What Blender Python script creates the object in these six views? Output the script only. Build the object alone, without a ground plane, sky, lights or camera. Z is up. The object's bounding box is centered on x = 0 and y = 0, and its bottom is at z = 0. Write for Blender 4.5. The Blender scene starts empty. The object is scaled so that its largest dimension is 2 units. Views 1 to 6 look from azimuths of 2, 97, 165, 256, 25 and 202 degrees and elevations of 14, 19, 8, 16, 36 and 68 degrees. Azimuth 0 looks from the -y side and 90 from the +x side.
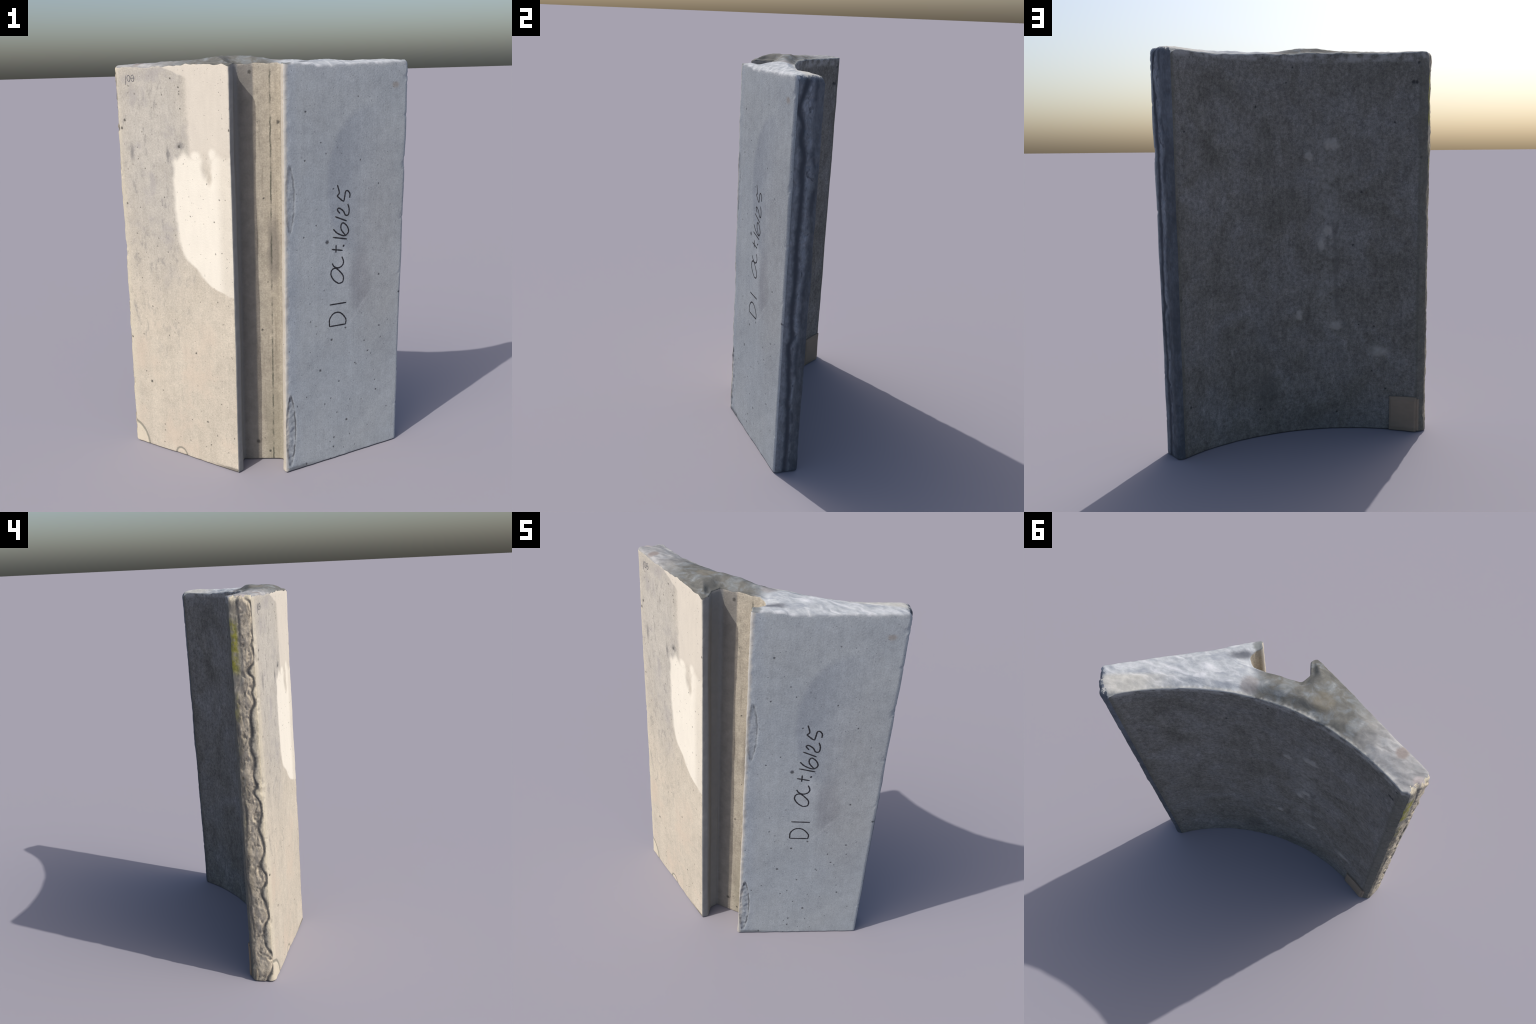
"""Upright precast concrete segment: a vaulted slab with two flat front panels,
a dovetail groove between them, a concave back, two rough end faces and a
hand-cut top.  Everything is one cast body, split by region into parts."""
import bpy, math
import numpy as np
from mathutils import Vector
from mathutils.geometry import delaunay_2d_cdt
from mathutils.bvhtree import BVHTree

rng = np.random.default_rng(7)
LEAN = (0.0100, 0.0128)            # the block leans this much per metre of height
ARC_R, ARC_C, ARC_S = 1.10, 0.000, 0.018   # back vault: radius, centre x, crown y

# ------------------------------------------------------------------ curves read off the piece
# wavy crevices on the end faces: (height, upright y)
FRONT_SEAM_L = [(0.0, .146), (.014, .144), (.066, .118), (.133, .104), (.172, .1226), (.219, .143), (.324, .141), (.373, .119),
                (.45, .131), (.496, .148), (.59, .118), (.657, .143), (.726, .122), (.785, .127), (.851, .142), (.932, .123),
                (.99, .1285), (1.039, .154), (1.068, .137), (1.11, .147), (1.158, .143), (1.209, .140), (1.246, .152),
                (1.296, .152), (1.334, .142), (1.383, .147), (1.438, .144), (1.474, .126), (1.529, .1335), (1.564, .123),
                (1.594, .124), (1.624, .147), (1.642, .138), (1.682, .111), (1.711, .115), (1.752, .123), (1.775, .111),
                (1.809, .118), (1.826, .111), (1.90, .109), (1.934, .116), (1.96, .145)]
BACK_SEAM_L = [(0.0, .203), (.174, .202), (.288, .192), (.406, .202), (.485, .198), (.593, .208), (.647, .201), (.745, .205),
               (.827, .197), (.923, .192), (.988, .197), (1.045, .203), (1.2, .205), (1.352, .202), (1.414, .2), (1.499, .208),
               (1.553, .195), (1.565, .175), (1.648, .17), (1.718, .168), (1.788, .172), (1.857, .1705), (2.0, .178)]
FRONT_SEAM_R = [(0.0, .145), (.127, .15), (.205, .15), (.294, .148), (.352, .147), (.41, .141), (.466, .145), (.546, .1385),
                (.634, .136), (.716, .131), (.752, .143), (.816, .137), (.9, .135), (1.05, .14), (1.2, .136), (1.35, .141),
                (1.501, .142), (1.565, .136), (1.615, .143), (1.69, .126), (1.751, .13), (1.819, .111), (1.882, .125),
                (1.945, .141), (2.0, .15)]
BACK_SEAM_R = [(0.0, .165), (.25, .17), (.453, .163), (.52, .168), (.631, .1665), (.712, .171), (.813, .174), (1.0, .18),
               (1.2, .186), (1.4, .19), (1.542, .192), (1.585, .185), (1.689, .17), (1.751, .166), (1.883, .176), (2.0, .18)]
# air pits that show: (x, z, size)
PITS_LEFT = [(-.651, 1.715, 1.3), (-.669, 1.678, 1.3), (-.667, 1.307, 1), (-.691, .597, 1), (-.592, .37, 1.3), (-.332, .585, .9),
             (-.285, .229, .8), (-.458, 1.354, .7), (-.554, 1.486, .7), (-.368, 1.597, 1.2), (-.358, 1.866, .8), (-.397, 1.907, .8),
             (-.354, 1.77, .7), (-.123, 1.677, .9), (-.111, 1.862, .9), (-.511, 1.106, .6), (-.454, 1.083, .6), (-.272, .107, .7),
             (-.538, .04, .7), (-.61, .93, .6), (-.56, .786, .6), (-.443, .667, .6), (-.37, .216, .6)]
PITS_RIGHT = [(.217, 1.748, .8), (.213, 1.532, .8), (.465, 1.804, .6), (.286, 1.606, .7), (.311, 1.555, .6), (.477, 1.512, .8),
              (.204, 1.178, .7), (.263, 1.227, .6), (.579, .937, 1), (.585, .666, .9), (.69, .824, 1.1), (.336, .645, .9),
              (.506, .603, .8), (.525, .544, .9), (.541, .526, .6), (.279, .498, 1.2), (.375, .417, .9), (.572, .32, .8),
              (.302, .312, .7), (.415, .195, 1.1), (.349, .115, .9), (.346, .064, .9), (.211, .376, .6), (.206, .013, 1.2),
              (.57, 1.392, .7), (.457, .496, .7), (.315, 1.139, 1.7), (.346, 1.389, .8), (.408, .692, .9), (.337, .645, 1.0)]
PITS_BACK = [(.201, 1.706, 1), (.008, 1.899, .9), (.164, 1.937, .7), (-.57, 1.822, 1.8), (-.582, 1.822, 1.4), (-.589, 1.915, 1.2),
             (-.492, 1.629, 1), (-.609, 1.454, 1.2), (-.342, 1.278, 1), (-.305, 1.004, 1), (.634, 1.331, 1.2), (.611, .792, 1.2),
             (-.415, .568, 1), (-.338, .577, .8), (-.406, .323, .8), (-.473, .227, 1), (.575, .249, 1.1), (.192, .149, 1),
             (-.229, .094, 1), (.574, 1.582, .9), (.042, 1.823, .7)]
PALE_BACK = [(-.193, 1.525, .036, .024), (-.073, 1.465, .022, .024), (-.171, 1.085, .022, .026), (-.024, .641, .022, .026),
             (-.217, .573, .034, .028), (-.438, .431, .045, .030), (-.143, 1.013, .020, .030)]

# ------------------------------------------------------------------ smooth lattice noise for the relief
def lattice_noise(p, scale, seed):
    """value noise in [-1, 1] on points p (n,3)"""
    q = p * scale
    i = np.floor(q).astype(np.int64)
    f = q - i
    f = f * f * (3 - 2 * f)
    out = 0
    for dx in (0, 1):
        for dy in (0, 1):
            for dz in (0, 1):
                h = (i[:, 0] + dx) * 374761393 + (i[:, 1] + dy) * 668265263 + (i[:, 2] + dz) * 2147483647 + seed * 974634541
                h = (h ^ (h >> 13)) * 1274126177
                h = (h ^ (h >> 16)) & 0xFFFF
                w = (f[:, 0] if dx else 1 - f[:, 0]) * (f[:, 1] if dy else 1 - f[:, 1]) * (f[:, 2] if dz else 1 - f[:, 2])
                out = out + w * (h / 32767.5 - 1)
    return out

def fractal(p, scale, seed, octaves=3):
    return sum(lattice_noise(p, scale * 2 ** k, seed + k) * 0.5 ** k for k in range(octaves))

def smooth(a, b, x):
    t = np.clip((x - a) / (b - a), 0, 1)
    return t * t * (3 - 2 * t)

# ------------------------------------------------------------------ cross-section at the foot
# corners, counter-clockwise seen from above: (x, y, fillet radius, part that follows, point spacing)
arc_x = np.linspace(0.612, -0.622, 60)
arc = [(x, ARC_S + ARC_R - math.sqrt(ARC_R ** 2 - (x - ARC_C) ** 2)) for x in arc_x]
CORNERS = [(-0.716, 0.107, 0.030, 'front_panel', .007),
           (-0.136, -0.2355, 0.008, 'groove', .0035),
           (-0.116, -0.211, 0.012, 'groove', .0035),
           (-0.136, -0.154, 0.020, 'groove', .0035),
           (-0.116, -0.109, 0.022, 'groove', .0045),
           (0.040, -0.106, 0.004, 'groove', .0035),
           (0.086, -0.107, 0.026, 'groove', .0035),
           (0.117, -0.156, 0.016, 'groove', .0035),
           (0.0900, -0.213, 0.010, 'groove', .0025),
           (0.103, -0.2372, 0.008, 'front_panel.001', .006),
           (0.692, 0.099, 0.022, 'end_face.001', .0025),
           (0.6445, 0.208, 0.022, 'end_face.001', .0025)]
CORNERS += [(x, y, 0.010 if k == 0 or k == len(arc) - 1 else 0, 'concave_back', .008) for k, (x, y) in enumerate(arc)]
CORNERS += [(-0.661, 0.2095, 0.028, 'end_face', .0025)]

def build_outline():
    n = len(CORNERS)
    P = [np.array(c[:2]) for c in CORNERS]
    pts, tags = [], []
    ends = []
    for k in range(n):
        a, b, c = P[k - 1], P[k], P[(k + 1) % n]
        r = CORNERS[k][2]
        u, v = (a - b), (c - b)
        lu, lv = np.linalg.norm(u), np.linalg.norm(v)
        u, v = u / lu, v / lv
        ang = math.acos(np.clip(u @ v, -1, 1))
        if r <= 0 or ang > 3.0:
            ends.append([b])
            continue
        t = min(r / math.tan(ang / 2), lu * .48, lv * .48)
        r = t * math.tan(ang / 2)
        m = (u + v) / np.linalg.norm(u + v)
        ctr = b + m * r / math.sin(ang / 2)
        s, e = b + u * t - ctr, b + v * t - ctr
        a0 = math.atan2(s[1], s[0])
        da = (math.atan2(e[1], e[0]) - a0 + math.pi) % (2 * math.pi) - math.pi
        m_ = max(3, int(abs(da) * r / .002))
        ends.append([ctr + r * np.array([math.cos(a0 + da * i / m_), math.sin(a0 + da * i / m_)]) for i in range(m_ + 1)])
    for k in range(n):
        fil = ends[k]
        half = len(fil) // 2
        for i, p in enumerate(fil):
            pts.append(p)
            tags.append(CORNERS[k][3] if i >= half else CORNERS[k - 1][3])
        q0, q1 = fil[-1], ends[(k + 1) % n][0]
        L = np.linalg.norm(q1 - q0)
        m_ = int(L / CORNERS[k][4])
        for i in range(1, m_):
            pts.append(q0 + (q1 - q0) * i / m_)
            tags.append(CORNERS[k][3])
    pts = np.array(pts)
    keep = np.linalg.norm(pts - np.roll(pts, 1, 0), axis=1) > 2e-4
    return pts[keep], [t for t, k in zip(tags, keep) if k]

OUT, TAGS = build_outline()
NC = len(OUT)
tan = np.roll(OUT, -1, 0) - np.roll(OUT, 1, 0)
tan /= np.linalg.norm(tan, axis=1)[:, None]
NRM = np.stack([tan[:, 1], -tan[:, 0]], 1)          # outward
TAGA = np.array(TAGS)

# ------------------------------------------------------------------ height of the cut top
FRONT_H = ([-.72, -.65, -.5, -.38, -.31, -.18, -.145, -.116, -.095, 0, .10, .125, .17, .23, .265, .35, .48, .65, .72],
           [1.972, 1.974, 1.972, 1.967, 1.975, 1.974, 1.971, 1.961, 1.967, 1.969, 1.967, 1.960, 1.963, 1.959, 1.952, 1.951, 1.957, 1.961, 1.962])
BACK_H = ([-.70, -.61, -.53, -.45, -.38, -.31, -.25, -.18, -.07, .02, .15, .28, .38, .48, .53, .60, .70],
          [1.967, 1.968, 1.968, 1.967, 1.971, 1.969, 1.973, 1.972, 1.973, 1.963, 1.962, 1.956, 1.950, 1.951, 1.951, 1.954, 1.958])
CREST_H = ([-.70, -.6, -.5, -.4, -.3, -.23, -.15, -.10, -.04, .04, .13, .23, .33, .43, .52, .62, .70],
           [1.972, 1.978, 1.981, 1.984, 1.984, 1.990, 1.998, 1.999, 1.996, 1.985, 1.975, 1.967, 1.973, 1.967, 1.970, 1.968, 1.964])

def facet_y(x):
    return np.where(x < -0.015, -0.222 - 0.59 * (x + 0.157), -0.224 + 0.573 * (x - 0.126))

def vault_y(x):
    return ARC_S + ARC_R - np.sqrt(np.clip(ARC_R ** 2 - (x - ARC_C) ** 2, .1, None))

def top_edge(x, y):
    """height of the surface at the rim, (x, y) already leaned"""
    yf, yb = facet_y(x - .02) + .025, vault_y(x - .02) + .025
    yf = np.maximum(yf, np.where(np.abs(x) < .1, -.085, -9))
    t = np.clip((y - yf) / np.maximum(yb - yf, .03), 0, 1)
    return np.interp(x, *FRONT_H) * (1 - t) + np.interp(x, *BACK_H) * t

def top_height(x, y, d):
    p = np.stack([x, y, np.zeros_like(x)], 1)
    e = top_edge(x, y)
    c = np.interp(x, *CREST_H)
    w = smooth(.004, .058, d)
    h = e + (c - e) * w
    h = h - .009 * np.exp(-(((x - .185) / .05) ** 2 + ((y + .118) / .028) ** 2))      # scooped hollow by the right lip
    h = h - .008 * np.exp(-(((x + .20) / .06) ** 2 + ((y - .03) / .02) ** 2))
    return h + (.0035 * fractal(p, 11, 3) + .0012 * fractal(p, 45, 9, 2)) * smooth(.002, .02, d)

# ------------------------------------------------------------------ walls
S = np.concatenate([[0, .0015, .0035, .006], np.linspace(.010, .985, 380), [.990, .994, .997, 1.0]])
NR = len(S)
lean_top = OUT + np.array(LEAN) * 1.96
rim_r = np.where(np.isin(TAGA, ['end_face', 'end_face.001']), .028, np.where(TAGA == 'concave_back', .007, np.where(TAGA == 'groove', .006, .010)))
ker = np.exp(-np.linspace(-2, 2, 25) ** 2); ker /= ker.sum()
rim_r = np.convolve(np.concatenate([rim_r[-12:], rim_r, rim_r[:12]]), ker, 'valid')
rim_p = np.concatenate([lean_top, np.zeros((NC, 1))], 1)
rim_r = rim_r * (1 + .55 * fractal(rim_p, 22, 41, 3))
rim_r = np.clip(rim_r, .003, .04)
ztop = top_edge(lean_top[:, 0], lean_top[:, 1]) - rim_r + .0016 * fractal(rim_p, 34, 50, 4)

z = S[:, None] * ztop[None, :]
col = np.broadcast_to(np.arange(NC)[None], z.shape)
X0 = OUT[col, 0]; Y0 = OUT[col, 1]
pos = np.stack([X0 + LEAN[0] * z, Y0 + LEAN[1] * z, z], -1).reshape(-1, 3)
zf = z.reshape(-1); x0 = X0.reshape(-1); y0 = Y0.reshape(-1); tagf = TAGA[col].reshape(-1)
in_front = np.isin(tagf, ['front_panel', 'front_panel.001'])
endL = tagf == 'end_face'; endR = tagf == 'end_face.001'
disp = .0016 * fractal(pos, 5, 11) + .0006 * fractal(pos, 30, 14, 2) * ~in_front
disp += np.where(tagf == 'front_panel.001', .003 + .006 * smooth(.5, 1.8, zf), 0)      # the right panel swells a little upward
for x_, z_, rx_, rz_ in PALE_BACK:                                                     # low blisters on the vault
    disp += np.where(tagf == 'concave_back', .005 * np.exp(-((pos[:, 0] - x_) / rx_) ** 2 - ((zf - z_) / rz_) ** 2), 0)
# the right cheek of the dovetail is cut deeper toward the top, the left lip stands out more near the foot
disp -= np.where(tagf == 'groove', smooth(.082, .104, x0) * smooth(-.208, -.180, y0) * .010 * smooth(.3, 1.0, zf), 0)
disp += np.where(tagf == 'groove', smooth(-.108, -.116, x0) * smooth(-.100, -.118, y0) * .007 * smooth(1.6, .6, zf), 0)

def seam_cut(pts, yy, zz, width, depth):
    f = np.interp(zz, [p[0] for p in pts], [p[1] for p in pts])
    d = np.abs(yy - f) / width
    return -depth * np.exp(-d * d) * (.75 + .5 * lattice_noise(np.stack([zz * 0, yy * 0, zz], 1), 40, 77)), f

for mask, fs, bs, amp in ((endL, FRONT_SEAM_L, BACK_SEAM_L, 1.0), (endR, FRONT_SEAM_R, BACK_SEAM_R, .55)):
    P = pos[mask]; yy, zz = y0[mask], zf[mask]
    a, f = seam_cut(fs, yy, zz, .0055, .0040)
    b, g = seam_cut(bs, yy, zz, .0050, .0014)
    mid = smooth(0, .012, yy - f) * smooth(0, .012, g - yy)
    swell = mid * (.0026 + .0030 * fractal(P, 19, 21, 5)) - .004 * mid * np.clip(fractal(P, 38, 29, 3) - .3, 0, None) * 3 + .0012 * fractal(P, 70, 23, 2) * smooth(-.01, .01, yy - f)
    disp[mask] += amp * (a + b + swell + .0022) + (.0022 if amp == 1 else .0012) * fractal(P, 16, 27, 3)

# edges worn unevenly: lips of the groove, outer arrises
lipR = smooth(.030, .004, np.hypot(x0 - .104, y0 + .230))
lipL = smooth(.026, .004, np.hypot(x0 + .136, y0 + .230))
disp += lipR * (.0022 * fractal(pos, 26, 31, 3) - .001) + lipL * .0014 * fractal(pos, 26, 33, 3)
for ax_, ay_, k_ in ((-.706, .110, 71), (.684, .106, 72), (.642, .203, 73), (-.660, .207, 74)):
    near_ = smooth(.034, .006, np.hypot(x0 - ax_, y0 - ay_))
    nick = np.clip(fractal(pos, 24, k_, 4) - .42, 0, None)
    disp += near_ * (.0010 * fractal(pos, 8, k_ + 9, 4) - .008 * nick)
foot = smooth(.03, .0, zf)
disp += foot * .0012 * fractal(pos, 30, 36, 2)

# spalls along the right panel's groove edge and at the left foot
SPALL_X = lambda x, z: x - (.132 + LEAN[0] * z)
def spall(x, zz, zc, zh, wid):
    """1 inside a long thin flake scar, 0 outside"""
    half = wid * np.clip(1 - ((zz - zc) / zh) ** 2, 0, 1)
    return smooth(-.001, .008, half - np.abs(x - .006))
front_r = (tagf == 'front_panel.001') & (x0 < .2)
rough = fractal(pos[front_r], 55, 61, 3)
u = x0[front_r] - .122
scar = np.maximum(spall(u, zf[front_r], .215, .205, .026), .55 * spall(u, zf[front_r], 1.36, .17, .022))
disp[front_r] -= scar * (.0045 + .0028 * rough)

def chip_rings(x, zz):
    """distance to the two cracks of the chipped left foot"""
    a = np.abs(np.hypot((x + .716) / .088, (zz + .01) / .125) - 1) * .088
    b = np.abs(np.hypot((x + .440) / .030, (zz - .0) / .036) - 1) * .030
    return np.minimum(a, b)
left_foot = (tagf == 'front_panel') & (zf < .2)
disp[left_foot] -= .0022 * np.exp(-(chip_rings(x0[left_foot] + LEAN[0] * zf[left_foot], zf[left_foot]) / .0055) ** 2)

foot_in = .005 - np.sqrt(np.clip(.005 ** 2 - np.clip(.005 - zf, 0, .005) ** 2, 0, None))
disp -= foot_in
NV = NRM[col].reshape(-1, 2)
pos[:, :2] += NV * disp[:, None]

ii = np.arange(NR - 1)[:, None] * NC
jj = np.arange(NC)[None]; j1 = (jj + 1) % NC
quads = np.stack([ii + jj, ii + j1, ii + NC + j1, ii + NC + jj], -1).reshape(-1, 4)
quad_tag = np.broadcast_to(TAGA[None], (NR - 1, NC)).reshape(-1)

# ------------------------------------------------------------------ caps
def segment_distance(q, poly):
    a, b = poly, np.roll(poly, -1, 0)
    ab = b - a
    best = np.full(len(q), 9.0); idx = np.zeros(len(q), int)
    for s in range(0, len(q), 2000):
        w = q[s:s + 2000, None] - a[None]
        t = np.clip((w * ab).sum(-1) / (ab * ab).sum(-1), 0, 1)
        d = np.linalg.norm(w - t[..., None] * ab, axis=-1)
        idx[s:s + 2000] = d.argmin(1); best[s:s + 2000] = d.min(1)
    return best, idx

def inside(q, poly):
    a, b = poly, np.roll(poly, -1, 0)
    r = np.zeros(len(q), bool)
    for k in range(len(a)):
        c = (a[k, 1] > q[:, 1]) != (b[k, 1] > q[:, 1])
        with np.errstate(divide='ignore', invalid='ignore'):
            xx = (b[k, 0] - a[k, 0]) * (q[:, 1] - a[k, 1]) / (b[k, 1] - a[k, 1]) + a[k, 0]
        r ^= c & (q[:, 0] < xx)
    return r

def cap(ring, rings, step):
    t = np.roll(ring, -1, 0) - np.roll(ring, 1, 0)
    t /= np.linalg.norm(t, axis=1)[:, None]
    nin = np.stack([-t[:, 1], t[:, 0]], 1)
    cand = []
    for k, o in enumerate(rings):
        cand.append(ring[::1 if o < .006 else 2] + nin[::1 if o < .006 else 2] * o)
    ring_n = [np.full(len(c), o) for c, o in zip(cand, rings)]
    gx = np.arange(-.72, .73, step); gy = np.arange(-.26, .26, step * .866)
    g = np.stack(np.meshgrid(gx, gy), -1)
    g[1::2, :, 0] += step / 2
    g = g.reshape(-1, 2) + rng.uniform(-.15, .15, (g.shape[0] * g.shape[1], 2)) * step
    q = np.concatenate(cand + [g]) if cand else g
    need = np.concatenate(ring_n + [np.full(len(g), (rings[-1] if rings else 0) + step * .6)])
    d, idx = segment_distance(q, ring)
    ok = inside(q, ring) & (d > need * .88) & (d > .0008)
    q, d, idx = q[ok], d[ok], idx[ok]
    allp = np.concatenate([ring, q])
    n = len(ring)
    vs, es, fs, ov, oe, of = delaunay_2d_cdt([Vector(p) for p in allp], [(k, (k + 1) % n) for k in range(n)], [list(range(n))], 1, 1e-7)
    assert len(vs) == len(allp), (len(vs), len(allp))
    order = [o[0] for o in ov]
    return q, d, idx, [[order[i] for i in f] for f in fs]

top_ring = pos[(NR - 1) * NC:, :2]
qt, dt, it, ft = cap(top_ring, [.001, .003, .006, .010, .015, .021], .007)
r_here = rim_r[it]
drop = np.where(dt < r_here, r_here - np.sqrt(np.clip(r_here ** 2 - (r_here - dt) ** 2, 0, None)), 0)
ht = top_height(qt[:, 0], qt[:, 1], dt) - drop + .0016 * fractal(np.concatenate([qt, 0 * qt[:, :1]], 1), 34, 50, 4) * np.exp(-dt / .012)
top_pts = np.concatenate([qt, ht[:, None]], 1)
foot_ring = pos[:NC, :2]
qb, db, ib, fb = cap(foot_ring, [.004], .03)
foot_pts = np.concatenate([qb, np.zeros((len(qb), 1))], 1)
n_wall = len(pos)
verts = np.concatenate([pos, top_pts, foot_pts])
verts[:, 2] *= 2.0 / verts[:, 2].max()
tops = [[(NR - 1) * NC + i if i < NC else n_wall + i - NC for i in f] for f in ft]
feet = [[i if i < NC else n_wall + len(top_pts) + i - NC for i in reversed(f)] for f in fb]

# ------------------------------------------------------------------ whole body normals, then split by region
# the rounded rim above an end face belongs to that end, the flat cut to the top
rim_d = np.concatenate([np.zeros(NC), dt]); rim_i = np.concatenate([np.arange(NC), it])
top_tags = []
for f in ft:
    t_ = TAGA[rim_i[f[0]]]
    near = max(rim_d[i] for i in f) < (.62 + .25 * math.sin(7.3 * rim_i[f[0]] * .11)) * rim_r[rim_i[f[0]]]
    top_tags.append(str(t_) if near and t_ in ('end_face', 'end_face.001') else 'top_face')
faces = [list(q) for q in quads.tolist()] + tops + feet
tags = list(quad_tag) + top_tags + ['foot_face'] * len(feet)
whole = bpy.data.meshes.new('whole_body')
whole.from_pydata(verts.tolist(), [], faces)
whole.update()
vn = np.empty(len(verts) * 3)
whole.vertex_normals.foreach_get('vector', vn)
vn = vn.reshape(-1, 3)
tree = BVHTree.FromPolygons(verts.tolist(), faces)
bpy.data.meshes.remove(whole)

root = bpy.data.objects.new('concrete_block', None)
root.empty_display_size = .2
bpy.context.collection.objects.link(root)
root['label'] = 'grey precast concrete segment with grooved front and concave back'
root['category'] = 'concrete block'
by_tag = {}
for f, t in zip(faces, tags):
    by_tag.setdefault(str(t), []).append(f)
PARTS = {}
for t, fl in by_tag.items():
    used = sorted({i for f in fl for i in f})
    remap = {v: k for k, v in enumerate(used)}
    me = bpy.data.meshes.new(t)
    me.from_pydata(verts[used].tolist(), [], [[remap[i] for i in f] for f in fl])
    me.polygons.foreach_set('use_smooth', [True] * len(me.polygons))
    me.update()
    me.normals_split_custom_set_from_vertices(vn[used].tolist())
    ob = bpy.data.objects.new(t, me)
    bpy.context.collection.objects.link(ob)
    ob.parent = root
    PARTS[t] = ob

# ------------------------------------------------------------------ node maths
def lin(r, g, b):
    return tuple((c / 255 / 12.92) if c <= 10 else ((c / 255 + .055) / 1.055) ** 2.4 for c in (r, g, b)) + (1,)

class Graph:
    """thin wrapper that writes shader arithmetic as expressions"""
    def __init__(self, name):
        self.mat = bpy.data.materials.new(name)
        self.mat.use_nodes = True
        self.nt = self.mat.node_tree
        self.nt.nodes.clear()
        self.out = self.nt.nodes.new('ShaderNodeOutputMaterial')
        self.bsdf = self.nt.nodes.new('ShaderNodeBsdfPrincipled')
        self.nt.links.new(self.bsdf.outputs[0], self.out.inputs[0])
        tc = self.nt.nodes.new('ShaderNodeTexCoord')
        self.co = tc.outputs['Object']
        sp = self.nt.nodes.new('ShaderNodeSeparateXYZ')
        self.nt.links.new(self.co, sp.inputs[0])
        self.x, self.y, self.z = sp.outputs

    def put(self, sock, v):
        if isinstance(v, bpy.types.NodeSocket):
            self.nt.links.new(v, sock)
        else:
            sock.default_value = v

    def m(self, op, a, b=0.0, c=0.0, clamp=False):
        n = self.nt.nodes.new('ShaderNodeMath'); n.operation = op; n.use_clamp = clamp
        for s, v in zip(n.inputs, (a, b, c)):
            self.put(s, v)
        return n.outputs[0]
    def add(self, a, b): return self.m('ADD', a, b)
    def sub(self, a, b): return self.m('SUBTRACT', a, b)
    def mul(self, a, b): return self.m('MULTIPLY', a, b)
    def mx(self, a, b): return self.m('MAXIMUM', a, b)
    def mn(self, a, b): return self.m('MINIMUM', a, b)
    def inv(self, a): return self.m('SUBTRACT', 1.0, a)

    def step(self, a, b, v):
        n = self.nt.nodes.new('ShaderNodeMapRange'); n.interpolation_type = 'SMOOTHSTEP'
        lo, hi, t0, t1 = (a, b, 0.0, 1.0) if a < b else (b, a, 1.0, 0.0)
        self.put(n.inputs[0], v)
        for k, w in zip((1, 2, 3, 4), (lo, hi, t0, t1)):
            n.inputs[k].default_value = w
        return n.outputs[0]

    def band(self, a, b, soft, v):
        return self.mul(self.step(a - soft, a + soft, v), self.step(b + soft, b - soft, v))

    def stretch(self, sx, sy, sz, base=None):
        n = self.nt.nodes.new('ShaderNodeMapping')
        self.put(n.inputs[0], base or self.co)
        n.inputs['Scale'].default_value = (sx, sy, sz)
        return n.outputs[0]

    def noise(self, scale, detail=4, rough=.55, vec=None, dist=0.0, colour=False):
        n = self.nt.nodes.new('ShaderNodeTexNoise')
        self.put(n.inputs['Vector'], vec or self.co)
        n.inputs['Scale'].default_value = scale
        n.inputs['Detail'].default_value = detail
        n.inputs['Roughness'].default_value = rough
        n.inputs['Distortion'].default_value = dist
        return n.outputs['Color' if colour else 'Fac']

    def curve(self, v, pts, lo=0.0, hi=2.02):
        """piecewise-linear function of a height"""
        n = self.nt.nodes.new('ShaderNodeFloatCurve')
        c = n.mapping.curves[0]
        n.mapping.use_clip = False
        pts = [((p[0] - lo) / (hi - lo), p[1]) for p in pts]
        while len(c.points) < len(pts):
            c.points.new(.5, .5)
        for p, q in zip(c.points, pts):
            p.location = q; p.handle_type = 'AUTO'
        n.mapping.update()
        t = self.m('DIVIDE', self.sub(v, lo), hi - lo)
        self.put(n.inputs['Value'], t)
        return n.outputs[0]

    def warped(self, amount, scale):
        n = self.noise(scale, 3, .6, colour=True)
        a = self.nt.nodes.new('ShaderNodeVectorMath'); a.operation = 'SUBTRACT'
        self.put(a.inputs[0], n); a.inputs[1].default_value = (.5, .5, .5)
        b = self.nt.nodes.new('ShaderNodeVectorMath'); b.operation = 'MULTIPLY_ADD'
        self.put(b.inputs[0], a.outputs[0]); b.inputs[1].default_value = (amount,) * 3; self.put(b.inputs[2], self.co)
        return b.outputs[0]

    def dist(self, vec, p):
        n = self.nt.nodes.new('ShaderNodeVectorMath'); n.operation = 'DISTANCE'
        self.put(n.inputs[0], vec); n.inputs[1].default_value = p
        return n.outputs['Value']

    def pits(self, listed, radius=.0046):
        """mask of the listed air pits on the x-z plane"""
        w = self.warped(.011, 130)
        flat = self.stretch(1, 0, .85, w)
        best = None
        for px, pz, s in listed:
            d = self.m('DIVIDE', self.dist(flat, (px, 0, pz * .85)), s)
            best = d if best is None else self.mn(best, d)
        return self.step(radius * 1.55, radius * .35, best)

    def specks(self, scale, size, keep, squash=1.0):
        """scattered pores: a share of the cells of a Voronoi lattice"""
        v = self.nt.nodes.new('ShaderNodeTexVoronoi')
        self.put(v.inputs['Vector'], self.stretch(1, 1, squash, self.warped(.010, 110)))
        v.inputs['Scale'].default_value = scale
        sp = self.nt.nodes.new('ShaderNodeSeparateColor')
        self.put(sp.inputs[0], v.outputs['Color'])
        r = self.mul(self.step(1 - keep, 1.0, sp.outputs[0]), size * scale)
        return self.step(1.05, .35, self.m('DIVIDE', v.outputs['Distance'], self.mx(r, .0001)))

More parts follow.
